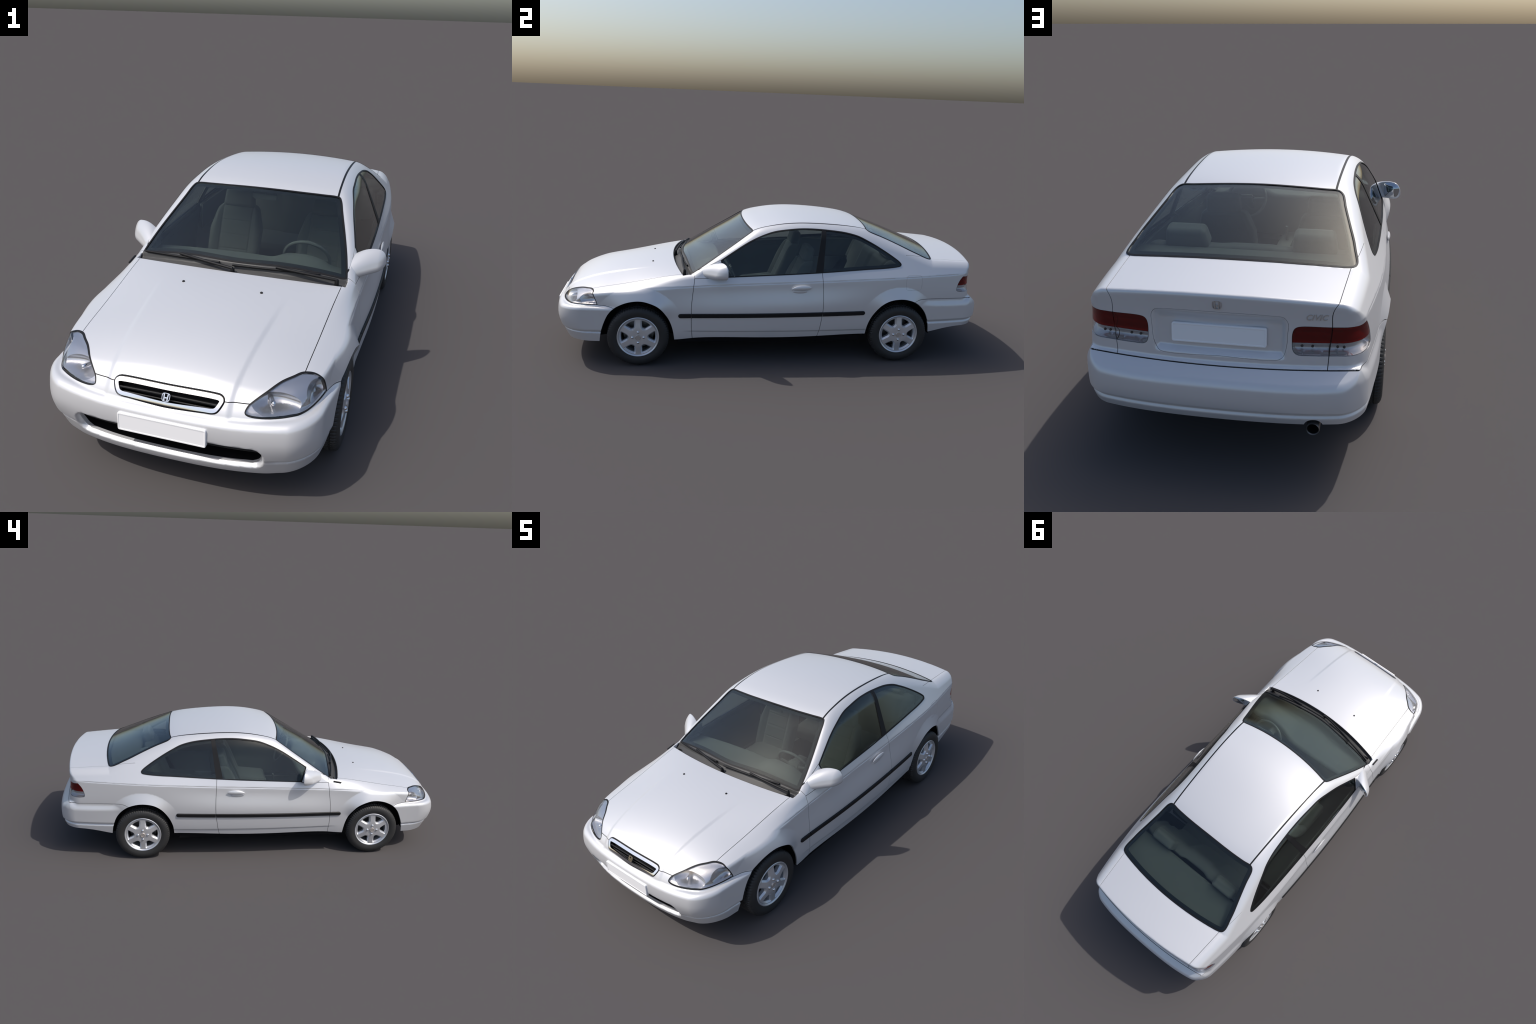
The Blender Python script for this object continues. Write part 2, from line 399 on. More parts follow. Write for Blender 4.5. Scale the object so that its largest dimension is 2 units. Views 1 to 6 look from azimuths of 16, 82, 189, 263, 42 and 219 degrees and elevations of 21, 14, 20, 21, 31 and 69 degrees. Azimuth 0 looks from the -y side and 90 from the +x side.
def skin():
    """mesh the shell, cut it along every outline, sort the triangles into parts"""
    h = .005
    V, Q = isosurface(body, (-91.5 * h, -1.03, .085), (183 * h, 2.06, .57), h)
    T = to_tris(V, Q)
    c = V[T].mean(1)
    T = T[c[:, 2] > .095]
    for name, g in CUTS:
        if name == 'windscreen' and g == 0:
            c = V[T].mean(1)
            T = T[(regions(c, 'arch') > 0) & (regions(c, 'low') > 0)]
        f = regions(V, name) + g
        if name in ('pillar_front', 'pillar_rear'):
            s = regions(V, 'side_glass')
            f = np.where(s < .006, f, .03)
        if name == 'lamp_split':
            s = regions(V, 'tail_lamp')
            f = np.where(s < .006, f, .03)
        if name in ('crease', 'sill'):
            f = np.where((np.abs(V[:, 0]) > .28) & (np.abs(V[:, 1]) < .92) & (regions(V, 'side_glass') > 0), f, .03)
        V, T = split(V, T, f)
    V = pull(body, V, .0015, 1)
    used = np.unique(T)
    remap = np.full(len(V), -1)
    remap[used] = np.arange(len(used))
    V, T = V[used], remap[T]
    N = normal_of(V)
    C = V[T].mean(1)
    R = regions(C)
    x = np.abs(C[:, 0])
    lab = np.full(len(T), 'quarter_panel', dtype=object)

    def put(name, mask):
        lab[mask] = name

    def gap(name):
        return np.abs(R[name]) < GAP[name]

    put('fender', (R['fender'] < 0) & (C[:, 1] < -.3))
    put('seam', gap('fender') & (C[:, 1] < -.3) & (C[:, 2] > .39))
    put('door', R['door'] < 0)
    put('seam', gap('door') & (R['side_glass'] > 0))
    put('mirror_patch', R['mirror_patch'] < 0)
    put('seam', gap('mirror_patch') & (R['side_glass'] > 0))
    put('fuel_flap', R['fuel'] < 0)
    put('seam', gap('fuel'))
    roof = (C[:, 1] > -.2) & (C[:, 1] < .5) & (C[:, 2] > .5) & (R['roof'] < 0)
    put('roof_panel', roof)
    put('roof_moulding', gap('roof'))
    put('hood', (R['hood'] < 0) & (C[:, 1] < -.4))
    put('seam', gap('hood') & (C[:, 1] < -.4))
    put('trunk_lid', R['trunk'] < 0)
    put('seam', gap('trunk') & (C[:, 1] > .6))
    put('licence_garnish', R['garnish'] < 0)
    put('seam', gap('garnish'))
    lamp = R['tail_lamp'] < 0
    on_lid = R['trunk'] < 0
    put('tail_lamp_red', lamp & (C[:, 2] > .361))
    put('tail_lamp_clear', lamp & (C[:, 2] <= .361))
    put('seam', lamp & (R['tail_lamp'] > -.001))
    put('seam', lamp & gap('trunk'))
    put('front_bumper', (R['front_bumper'] < 0) & (C[:, 1] < -.6))
    put('seam', gap('front_bumper') & (C[:, 1] < -.6) & (C[:, 1] > -.84))
    put('rear_bumper', (R['rear_bumper'] < 0) & (C[:, 1] > .6))
    put('seam', gap('rear_bumper') & (C[:, 1] > .6))
    put('head_lamp', R['head_lamp'] < 0)
    put('lamp_gasket', (R['head_lamp'] < 0) & (R['head_lamp'] > -.0022))
    put('cowl_panel', R['cowl'] < 0)
    put('windscreen', R['windscreen'] < 0)
    put('windscreen_seal', (R['windscreen'] < 0) & (R['windscreen'] > -TRIM))
    put('rear_window', R['rear_window'] < 0)
    put('rear_window_seal', (R['rear_window'] < 0) & (R['rear_window'] > -TRIM))
    sg = R['side_glass'] < 0
    put('door_window', sg & (R['pillar_front'] < 0))
    put('door_pillar', sg & (R['pillar_front'] >= 0) & (R['pillar_rear'] < 0))
    put('quarter_window', sg & (R['pillar_rear'] >= 0))
    put('side_window_seal', sg & (R['side_glass'] > -.0045))
    put('grille_cut', R['grille'] < 0)
    put('intake_cut', R['intake'] < 0)
    put('drop', (R['arch'] < 0) | (R['low'] < 0) | (R['exhaust_notch'] < 0))
    put('drop', C[:, 2] < .1)
    return V, N, T, C, R, lab


# ------------------------------------------------------------------ Blender side
import bpy
import bmesh
from mathutils import Matrix, Vector

ROOT = bpy.data.objects.new('coupe_car', None)
bpy.context.scene.collection.objects.link(ROOT)
ROOT['label'] = 'white two-door compact coupe with silver six-spoke wheels'
ROOT['category'] = 'car'


def material(name, color, rough=.5, metal=0.0, spec=.5, coat=0.0, trans=0.0, ior=1.45, grain=0.0, scale=60.0, bump=0.0, sheen=0.0):
    m = bpy.data.materials.new(name)
    m.use_nodes = True
    nt = m.node_tree
    b = nt.nodes['Principled BSDF']
    b.inputs['Base Color'].default_value = (*color, 1)
    b.inputs['Roughness'].default_value = rough
    b.inputs['Metallic'].default_value = metal
    b.inputs['Specular IOR Level'].default_value = spec
    b.inputs['Coat Weight'].default_value = coat
    b.inputs['Coat Roughness'].default_value = .06
    b.inputs['Transmission Weight'].default_value = trans
    b.inputs['IOR'].default_value = ior
    b.inputs['Sheen Weight'].default_value = sheen
    co = nt.nodes.new('ShaderNodeTexCoord')
    nz = nt.nodes.new('ShaderNodeTexNoise')
    nz.inputs['Scale'].default_value = scale
    nz.inputs['Detail'].default_value = 4
    nt.links.new(co.outputs['Object'], nz.inputs['Vector'])
    if grain:
        mr = nt.nodes.new('ShaderNodeMapRange')
        mr.inputs['To Min'].default_value = 1 - grain
        mr.inputs['To Max'].default_value = 1 + grain
        nt.links.new(nz.outputs['Fac'], mr.inputs['Value'])
        hsv = nt.nodes.new('ShaderNodeHueSaturation')
        hsv.inputs['Color'].default_value = (*color, 1)
        nt.links.new(mr.outputs['Result'], hsv.inputs['Value'])
        nt.links.new(hsv.outputs['Color'], b.inputs['Base Color'])
    rr = nt.nodes.new('ShaderNodeMapRange')
    rr.inputs['To Min'].default_value = max(0, rough - .03 if rough > .1 else rough)
    rr.inputs['To Max'].default_value = rough + .03 if rough > .1 else rough
    nt.links.new(nz.outputs['Fac'], rr.inputs['Value'])
    nt.links.new(rr.outputs['Result'], b.inputs['Roughness'])
    if bump:
        bp = nt.nodes.new('ShaderNodeBump')
        bp.inputs['Strength'].default_value = bump
        bp.inputs['Distance'].default_value = .002
        nt.links.new(nz.outputs['Fac'], bp.inputs['Height'])
        nt.links.new(bp.outputs['Normal'], b.inputs['Normal'])
    return m


PAINT = material('white_paint', (.67, .675, .69), rough=.34, metal=.38, spec=.5, scale=3)
GLASS = material('tinted_glass', (.60, .68, .66), rough=0, trans=1, ior=1.45)
CLEAR = material('clear_lens', (.97, .975, .98), rough=0, trans=1, ior=1.4)
RED = material('red_lens', (.40, .004, .006), rough=.02, trans=.92, ior=1.45)
RUBBER = material('black_rubber', (.009, .009, .010), rough=.5, spec=.3, grain=.1)
FRIT = material('glass_border', (.012, .013, .015), rough=.6)
DARK = material('dark_gap', (.01, .01, .011), rough=.8)
LINER = material('underbody_black', (.008, .008, .009), rough=.9, spec=.1, grain=.2)
PLASTIC = material('grey_plastic', (.05, .05, .05), rough=.5, grain=.1, scale=400)
CHROME = material('chrome', (.78, .79, .81), rough=.08, metal=1)
HOUSING = material('lamp_housing', (.62, .62, .63), rough=.25, metal=.5)
REFLECTOR = material('lamp_reflector', (.62, .62, .64), rough=.2, metal=.8)
SILVER = material('wheel_silver', (.66, .67, .69), rough=.32, metal=.6, coat=.3, scale=200, grain=.03)
TYRE = material('tyre_rubber', (.028, .028, .028), rough=.55, grain=.2, scale=90)  # base lightened for the sunlit ring on the sidewalls
PLATE = material('plate_white', (.86, .86, .87), rough=.45, scale=30, grain=.01)
STEEL = material('brake_steel', (.25, .25, .25), rough=.4, metal=.9, grain=.1)
FABRIC = material('seat_fabric', (.20, .20, .185), rough=.95, grain=.12, scale=500, bump=.3, sheen=.2)
TRIMGREY = material('cabin_trim', (.17, .175, .165), rough=.8, grain=.06, scale=300, bump=.15)
LINING = material('headliner', (.16, .165, .16), rough=.95, grain=.05, scale=300)
EMBLEM = material('emblem_metal', (.50, .46, .43), rough=.35, metal=.5)
MIRROR = material('mirror_silver', (.52, .56, .60), rough=.02, metal=1)  # silver darkened and tinted blue to give the glass its dim bluish reflection


def place(name, me, mat, parent=None):
    o = bpy.data.objects.new(name, me)
    bpy.context.scene.collection.objects.link(o)
    o.parent = parent or ROOT
    if mat and not me.materials:
        me.materials.append(mat)
    return o


def mesh(name, V, faces, normals=None):
    """faces: list of integer arrays (triangles or quads)"""
    me = bpy.data.meshes.new(name)
    V = np.asarray(V, np.float32)
    faces = [np.asarray(f, np.int32) for f in faces if len(f)]
    loops = np.concatenate([f.ravel() for f in faces])
    total = np.concatenate([np.full(len(f), f.shape[1]) for f in faces])
    start = np.concatenate([[0], np.cumsum(total)[:-1]])
    me.vertices.add(len(V))
    me.vertices.foreach_set('co', V.ravel())
    me.loops.add(len(loops))
    me.loops.foreach_set('vertex_index', loops)
    me.polygons.add(len(total))
    me.polygons.foreach_set('loop_start', start.astype(np.int32))
    me.update(calc_edges=True)
    me.validate()
    if normals is not None and len(normals) == len(me.loops):
        me.polygons.foreach_set('use_smooth', np.ones(len(me.polygons), bool))
        me.normals_split_custom_set([tuple(n) for n in normals])
    return me


def rim_edges(T):
    e = np.concatenate([T[:, [0, 1]], T[:, [1, 2]], T[:, [2, 0]]])
    s = np.sort(e, 1)
    k = s[:, 0].astype(np.int64) * (s.max() + 1) + s[:, 1]
    _, inv, cnt = np.unique(k, return_inverse=True, return_counts=True)
    return e[cnt[inv] == 1]


def pick(S, mask):
    V, N, T = S
    T = T[mask]
    used = np.unique(T)
    remap = np.zeros(len(V), np.int64)
    remap[used] = np.arange(len(used))
    return V[used], N[used], remap[T]


def shell(name, S, t, mat, lift=0.0, parent=None):
    """a skin patch with thickness t, outer face lifted by lift, rim closed"""
    V, N, T = S
    if not len(T):
        return None
    n = len(V)
    P = np.concatenate([V + N * lift, V + N * (lift - t)])
    e = rim_edges(T)
    rim = np.stack([e[:, 1], e[:, 0], e[:, 0] + n, e[:, 1] + n], 1)
    fn = np.cross(P[rim[:, 1]] - P[rim[:, 0]], P[rim[:, 3]] - P[rim[:, 0]])
    fn /= np.maximum(np.linalg.norm(fn, axis=1), 1e-12)[:, None]
    inner = T[:, ::-1] + n
    ln = np.concatenate([N[T.ravel()], -N[(inner - n).ravel()], np.repeat(fn, 4, 0)])
    return place(name, mesh(name, P, [T, inner, rim], ln), mat, parent)


def sheet(name, S, depth, mat, parent=None):
    V, N, T = S
    if not len(T):
        return None
    return place(name, mesh(name, V - N * depth, [T], N[T.ravel()]), mat, parent)


def finish(name, bm, mat, angle=35, parent=None, bevel=0.0, seg=2):
    if bevel:
        bmesh.ops.bevel(bm, geom=[e for e in bm.edges if len(e.link_faces) == 2 and e.calc_face_angle(0) > .6], offset=bevel, segments=seg, affect='EDGES', clamp_overlap=True)
    bmesh.ops.recalc_face_normals(bm, faces=bm.faces)
    me = bpy.data.meshes.new(name)
    bm.to_mesh(me)
    bm.free()
    me.shade_smooth()
    me.set_sharp_from_angle(angle=math.radians(angle))
    return place(name, me, mat, parent)


def block(name, centre, size, mat, bevel=.004, rot=None, parent=None, seg=3, taper=None):
    bm = bmesh.new()
    bmesh.ops.create_cube(bm, size=1)
    for v in bm.verts:
        if taper:
            k = taper if v.co.z > 0 else 1
            v.co.x *= k
            v.co.y *= k
        v.co = Vector((v.co.x * size[0], v.co.y * size[1], v.co.z * size[2]))
    if bevel:
        bmesh.ops.bevel(bm, geom=bm.edges[:], offset=bevel, segments=seg, affect='EDGES', clamp_overlap=True)
    M = Matrix.Translation(centre) @ (Matrix.Rotation(rot[0], 4, rot[1]) if rot else Matrix())
    bmesh.ops.transform(bm, matrix=M, verts=bm.verts)
    return finish(name, bm, mat, 40, parent)


def blob(name, f, lo, size, h, mat, parent=None):
    """object from an implicit solid"""
    V, Q = isosurface(f, lo, size, h)
    g = gradient(f, V, h * .15)
    g /= np.maximum(np.linalg.norm(g, axis=1), 1e-9)[:, None]
    return place(name, mesh(name, V, [Q], g[Q.ravel()]), mat, parent)


def tube(name, pts, r, mat, parent=None, n=12, closed=False, flat=1.0):
    cu = bpy.data.curves.new(name, 'CURVE')
    cu.dimensions = '3D'
    cu.bevel_depth = r
    cu.bevel_resolution = max(2, n // 4)
    cu.use_fill_caps = True
    sp = cu.splines.new('POLY')
    sp.points.add(len(pts) - 1)
    for q, p in zip(sp.points, pts):
        q.co = (*p, 1)
    sp.use_cyclic_u = closed
    tmp = bpy.data.objects.new('tmp', cu)
    bpy.context.scene.collection.objects.link(tmp)
    me = bpy.data.meshes.new_from_object(tmp.evaluated_get(bpy.context.evaluated_depsgraph_get()))
    bpy.data.objects.remove(tmp)
    bpy.data.curves.remove(cu)
    me.shade_smooth()
    me.set_sharp_from_angle(angle=math.radians(50))
    me.materials.clear()
    return place(name, me, mat, parent)


def lathe(profile, seg, axis='x'):
    """vertices and quads of a profile of (axial, radius) turned about x"""
    p = np.array(profile, float)
    a = np.arange(seg) * 2 * math.pi / seg
    V = np.stack([np.repeat(p[:, 0][None], seg, 0), p[:, 1][None] * np.cos(a)[:, None], p[:, 1][None] * np.sin(a)[:, None]], -1).reshape(-1, 3)
    m = len(p)
    i, j = np.meshgrid(np.arange(seg), np.arange(m - 1), indexing='ij')
    i2 = (i + 1) % seg
    Q = np.stack([i * m + j, i2 * m + j, i2 * m + j + 1, i * m + j + 1], -1).reshape(-1, 4)
    return V, Q


def dent(S, depth, direction, name, mat, parent):
    """a skin patch pushed inward by depth(point), with its exact normals"""
    V, N, T = S
    if not len(T):
        return
    d = -N if direction is None else np.tile(direction, (len(V), 1))
    g = gradient(depth, V, .0006)
    t1 = np.cross(N, [.31, .27, .9])
    t1 /= np.linalg.norm(t1, axis=1)[:, None]
    t2 = np.cross(N, t1)
    a = t1 + d * (g * t1).sum(1)[:, None]
    b = t2 + d * (g * t2).sum(1)[:, None]
    n = np.cross(a, b)
    n /= np.maximum(np.linalg.norm(n, axis=1), 1e-9)[:, None]
    place(name, mesh(name, V + d * depth(V)[:, None], [T], n[T.ravel()]), mat, parent)


def on_skin(x, y, z, lift=0.0):
    """nearest skin point (and normal) to a rough position"""
    p, n = on_skin_all([[x, y, z]], lift)
    return p[0], n[0]


def on_skin_all(pts, lift=0.0):
    p = pull(body, np.array(pts, float), .05, 7)
    n = normal_of(p)
    return p + n * lift, n


# ------------------------------------------------------------------ body panels
SV, SN, ST, SC, SR, LAB = skin()
SKIN = (SV, SN, ST)
LEFT = SC[:, 0] > 0
PANELS = {}
for name, t, two in (('quarter_panel', .006, 1), ('door', .006, 1), ('fender', .006, 1), ('mirror_patch', .006, 1), ('hood', .006, 0), ('roof_panel', .006, 0), ('trunk_lid', .006, 0), ('licence_garnish', .006, 0), ('front_bumper', .006, 0), ('rear_bumper', .006, 0), ('fuel_flap', .006, 0)):
    m = LAB == name
    PANELS[name] = [shell(name, pick(SKIN, m & s), t, PAINT) for s in ((LEFT, ~LEFT) if two else (m,))]
DOORS = PANELS['door']
for s in (LEFT, ~LEFT):
    k = 0 if s is LEFT else 1
    shell('door_window', pick(SKIN, (LAB == 'door_window') & s), .0025, GLASS, -.0012, DOORS[k])
    shell('quarter_window', pick(SKIN, (LAB == 'quarter_window') & s), .0025, GLASS, -.0008)
    sheet('window_border', pick(SKIN, (LAB == 'quarter_window') & s & (SR['side_glass'] > -.0165)), .0040, FRIT)
    shell('door_pillar', pick(SKIN, (LAB == 'door_pillar') & s), .006, RUBBER, .0006)
    shell('side_window_seal', pick(SKIN, (LAB == 'side_window_seal') & s), .006, RUBBER, .0012)
    shell('roof_moulding', pick(SKIN, (LAB == 'roof_moulding') & s), .005, RUBBER, -.0002)
shell('windscreen', pick(SKIN, LAB == 'windscreen'), .0025, GLASS, -.0006)
shell('rear_window', pick(SKIN, LAB == 'rear_window'), .0025, GLASS, -.0006)
sheet('window_border', pick(SKIN, (LAB == 'windscreen') & (SR['windscreen'] > -.019)), .0042, FRIT)
sheet('window_border', pick(SKIN, (LAB == 'rear_window') & (SR['rear_window'] > -.021)), .0042, FRIT)
shell('windscreen_seal', pick(SKIN, LAB == 'windscreen_seal'), .006, RUBBER, .0012)
shell('rear_window_seal', pick(SKIN, LAB == 'rear_window_seal'), .006, RUBBER, .0012)
shell('cowl_panel', pick(SKIN, LAB == 'cowl_panel'), .005, PLASTIC)
o = sheet('panel_gap', pick(SKIN, LAB == 'seam'), .0035, DARK)
o['kind'] = 'stuff'
# linings inside the cabin
inside = (LAB == 'roof_panel') | (LAB == 'roof_moulding') | ((LAB == 'quarter_panel') & (SC[:, 2] > .40) & (SC[:, 1] < .74))
o = sheet('headliner', pick(SKIN, inside), .010, LINING)
o.data.flip_normals()
for s in (LEFT, ~LEFT):
    o = sheet('door_card', pick(SKIN, (((LAB == 'door') & (SC[:, 2] > .15)) | (LAB == 'mirror_patch')) & s), .022, TRIMGREY)
    o.data.flip_normals()
    o = sheet('door_pillar_trim', pick(SKIN, (LAB == 'door_pillar') & s), .010, LINING)
    o.data.flip_normals()

# ------------------------------------------------------------------ lamps
for s in (LEFT, ~LEFT):
    S = pick(SKIN, (LAB == 'head_lamp') & s)
    lens = shell('head_lamp', S, .002, CLEAR, -.0005)
    shell('lamp_gasket', pick(SKIN, (LAB == 'lamp_gasket') & s), .010, RUBBER, .0004, lens)
    inward = np.array([-.45 * (1 if s is LEFT else -1), .85, -.05])
    cups = (((-.338, .2885), (.058, .0235), .034), ((-.229, .2985), (.034, .0245), .026))

    def ellipse(p, c, a):
        u, z = .8 * np.abs(p[:, 0]) + .6 * p[:, 1], p[:, 2]
        return np.hypot((u - c[0]) / a[0], (z - c[1]) / a[1])

    edge_of = lambda p: np.clip(-head_lamp_outline(.8 * np.abs(p[:, 0]) + .6 * p[:, 1], p[:, 2]), 0, .05)
    V, N, T = S
    for c, a, _ in cups:
        V, T = split(V, T, (ellipse(V, c, a) - 1) * .02)
    N = normal_of(V)
    mid = V[T].mean(1)
    free = np.ones(len(T), bool)
    for k, (c, a, d) in enumerate(cups):
        inside_cup = (ellipse(mid, c, a) < 1) & free
        free &= ~inside_cup
        dent(pick((V, N, T), inside_cup), lambda p: .013 - .009 * step(.008, 0, edge_of(p)) + d * step(0, .012, edge_of(p)) * (1 - np.minimum(ellipse(p, c, a), 1) ** 2) - .0006 * np.cos(6 * np.arctan2(p[:, 2] - c[1], .8 * np.abs(p[:, 0]) + .6 * p[:, 1] - c[0])) * step(.25, .6, ellipse(p, c, a)) * step(1, .7, ellipse(p, c, a)), inward, 'lamp_reflector', REFLECTOR, lens)
    dent(pick((V, N, T), free), lambda p: .004 + .008 * step(0, .008, np.clip(-head_lamp_outline(.8 * np.abs(p[:, 0]) + .6 * p[:, 1], p[:, 2]), 0, .05)), inward, 'lamp_bezel', REFLECTOR, lens)
    sg = 1 if s is LEFT else -1
    for x, y, zz, r in ((.252, -.905, .289, .0075), (.321, -.838, .298, .0055)):
        V2, Q2 = lathe([(-r * 1.6, 0.0001), (-r * 1.5, r * .5), (-r * .9, r * .85), (0, r * .8), (r * 2, r * .8)], 20)
        a = math.atan2(.85, -.45)
        V2 = V2 @ np.array(Matrix.Rotation(a, 3, 'Z')).T + [x, y, zz]
        V2[:, 0] *= sg
        me = mesh('lamp_bulb', V2, [Q2 if sg > 0 else Q2[:, ::-1]])
        me.shade_smooth()
        place('lamp_bulb', me, CHROME, lens)
    # tail lamp
    red = shell('tail_lamp', pick(SKIN, (LAB == 'tail_lamp_red') & s), .002, RED, -.0003)
    shell('tail_lamp_lens', pick(SKIN, (LAB == 'tail_lamp_clear') & s), .002, CLEAR, -.0003, red)
    V, N, T = pick(SKIN, ((LAB == 'tail_lamp_red') | (LAB == 'tail_lamp_clear')) & s)
    dent((V, N, T), lambda p: .003 + step(0, .005, np.clip(-tail_lamp_outline(.8 * np.abs(p[:, 0]) - .6 * p[:, 1], p[:, 2]), 0, .05)) * (.011 + .005 * np.cos((p[:, 2] - .344) / .034 * 2 * math.pi)), None, 'tail_lamp_housing', HOUSING, red)
    for x in (.20, .225, .285, .308):
        for zz in (.352, ):
            p, n = on_skin(x, .95, zz, -.008)
            bm = bmesh.new()
            bmesh.ops.create_icosphere(bm, subdivisions=2, radius=.0036, matrix=Matrix.Translation((p[0] * sg, p[1], p[2])))
            finish('tail_lamp_bulb', bm, PLASTIC, 80, red)

# ------------------------------------------------------------------ grille and lower intake
g = SR['grille']
cut = LAB == 'grille_cut'
grille = shell('grille_frame', pick(SKIN, cut & (g < -.0040) & (g > -.0125)), .016, CHROME, .0015)
sheet('grille_gap', pick(SKIN, cut & (g >= -.0040)), .006, DARK, grille)
V, N, T = pick(SKIN, cut & (g <= -.0105))
place('grille_back', mesh('grille_back', V + [0, .022, -.004], [T], N[T.ravel()]), LINER, grille)
bar = on_skin_all([(x, -.96, .2885 - .05 * x * x) for x in np.linspace(-.136, .136, 25)], -.006)[0]
tube('grille_bar', bar, .0032, RUBBER, grille)
bar = on_skin_all([(x, -.965, .277 + .05 * x * x) for x in np.linspace(-.126, .126, 25)], -.012)[0]
tube('grille_bar', bar, .002, RUBBER, grille)

V, N, T = pick(SKIN, LAB == 'intake_cut')
e = rim_edges(T)
n = len(V)
W = np.concatenate([V - N * .0005, V * [.99, 1, 1] + [0, .010, 0], V * [.985, 1, 1] + [0, .05, 0]])
ring = np.stack([e[:, 0], e[:, 1], e[:, 1] + n, e[:, 0] + n], 1)
duct = place('intake_duct', mesh('intake_duct', W, [ring]), PAINT)
place('intake_throat', mesh('intake_throat', W, [ring + n]), LINER, duct)
place('intake_back', mesh('intake_back', V * [.985, 1, 1] + [0, .045, 0], [T], N[T.ravel()]), LINER, duct)
bar = [(q[0], q[1] + .016, .172) for q in on_skin_all([(x, -.98, .178) for x in np.linspace(-.235, .235, 31)])[0]]
tube('intake_bar', bar, .0035, RUBBER, duct)


def emblem(name, centre, width, height, tilt, mat, parent=None):
    """letter H inside a rounded frame, standing in the x-z plane, facing -y"""
    bm = bmesh.new()
    w, h = width / 2, height / 2

    def bar2(p, t=.0035):
        f = [bm.verts.new((a * w, -t / 2, b * h)) for a, b in p]
        k = [bm.verts.new((a * w, t / 2, b * h)) for a, b in p]
        bm.faces.new(f)
        bm.faces.new(k[::-1])
        for i in range(len(p)):
            j = (i + 1) % len(p)
            bm.faces.new((f[j], f[i], k[i], k[j]))

    for sx in (-1, 1):
        bar2([(sx * .62, .80), (sx * .34, .80), (sx * .24, -.80), (sx * .52, -.80)][::sx])
    bar2([(-.36, .02), (.36, .02), (.32, -.28), (-.32, -.28)])
    ring = [(abs(math.cos(a)) ** .55 * math.copysign(1, math.cos(a)), abs(math.sin(a)) ** .55 * math.copysign(1, math.sin(a))) for a in np.linspace(0, 2 * math.pi, 48, endpoint=False)]
    sets = []
    for k, yy in ((1, -.0017), (1, .0017), (.86, .0017), (.86, -.0017)):
        sets.append([bm.verts.new((a * w * k * (1 - .08 * (b < 0) * -b), yy, b * h * k)) for a, b in ring])
    for i in range(48):
        j = (i + 1) % 48
        for q in range(4):
            A, B = sets[q], sets[(q + 1) % 4]
            bm.faces.new((A[i], A[j], B[j], B[i]))
    M = Matrix.Translation(centre) @ tilt
    bmesh.ops.transform(bm, matrix=M, verts=bm.verts)
    return finish(name, bm, mat, 30, parent)


emblem('grille_emblem', (0, -.9625, .284), .0215, .0205, Matrix.Rotation(math.radians(-28), 4, 'X'), CHROME, grille)
p, n = on_skin(0, .95, .448, .0012)
emblem('rear_emblem', p, .0225, .0215, Matrix.Rotation(math.pi, 4, 'Z'), EMBLEM, PANELS['trunk_lid'][0])
cu = bpy.data.curves.new('t', 'FONT')
cu.body = 'CIVIC'
cu.size = .0205
cu.shear = .35
cu.extrude = .0012
cu.offset = .0002
cu.align_x, cu.align_y = 'CENTER', 'CENTER'
cu.space_character = 1.08
tmp = bpy.data.objects.new('t', cu)
bpy.context.scene.collection.objects.link(tmp)
me = bpy.data.meshes.new_from_object(tmp.evaluated_get(bpy.context.evaluated_depsgraph_get()))
bpy.data.objects.remove(tmp)
p, n = on_skin(-.2305, .93, .4255, .0008)
yaw = math.atan2(n[0], n[1])
me.transform(Matrix.Translation(p) @ Matrix.Rotation(-yaw, 4, 'Z') @ Matrix.Rotation(math.pi, 4, 'Z') @ Matrix.Rotation(math.pi / 2, 4, 'X') @ Matrix.Scale(.92, 4, (1, 0, 0)))
me.materials.clear()
place('model_lettering', me, EMBLEM, PANELS['trunk_lid'][0])


def number_plate(y, z0, z1, back, tilt, facing):
    """rounded plate with a raised rim, front towards facing * y"""
    def loop(inset, yy):
        w, h, r = .1155 - inset, (z1 - z0) / 2 - inset, .005 - min(inset, .003)
        return [(sx * (w - r) + r * math.cos(a), yy, sz * (h - r) + r * math.sin(a)) for sx, sz, a0 in ((1, 1, 0), (-1, 1, 90), (-1, -1, 180), (1, -1, 270)) for a in np.radians(a0 + np.linspace(0, 90, 6))]

    f = back / 2
    loops = [loop(0, -f), loop(0, f - .0012), loop(.0010, f), loop(.0038, f), loop(.0046, f - .0009), loop(.008, f - .0009)]
    V = np.array([p for q in loops for p in q]) * [1, facing, 1]
    k = len(loops[0])
    i = np.arange(k)
    j = (i + 1) % k
    Q = np.concatenate([np.stack([a * k + i, a * k + j, a * k + k + j, a * k + k + i], 1) for a in range(len(loops) - 1)])
    bm = bmesh.new()
    me = mesh('number_plate', V, [Q])
    bm.from_mesh(me)
    bpy.data.meshes.remove(me)
    bm.verts.ensure_lookup_table()
    bm.faces.new([bm.verts[a] for a in range(k)])
    bm.faces.new([bm.verts[a + (len(loops) - 1) * k] for a in range(k)])
    bmesh.ops.transform(bm, matrix=Matrix.Translation((0, y, (z0 + z1) / 2)) @ Matrix.Rotation(tilt, 4, 'X'), verts=bm.verts)
    return finish('number_plate', bm, PLATE, 20)


number_plate(-.9935, .1895, .2385, .011, 0, -1)
number_plate(.9405, .3445, .392, .008, math.radians(7), 1)

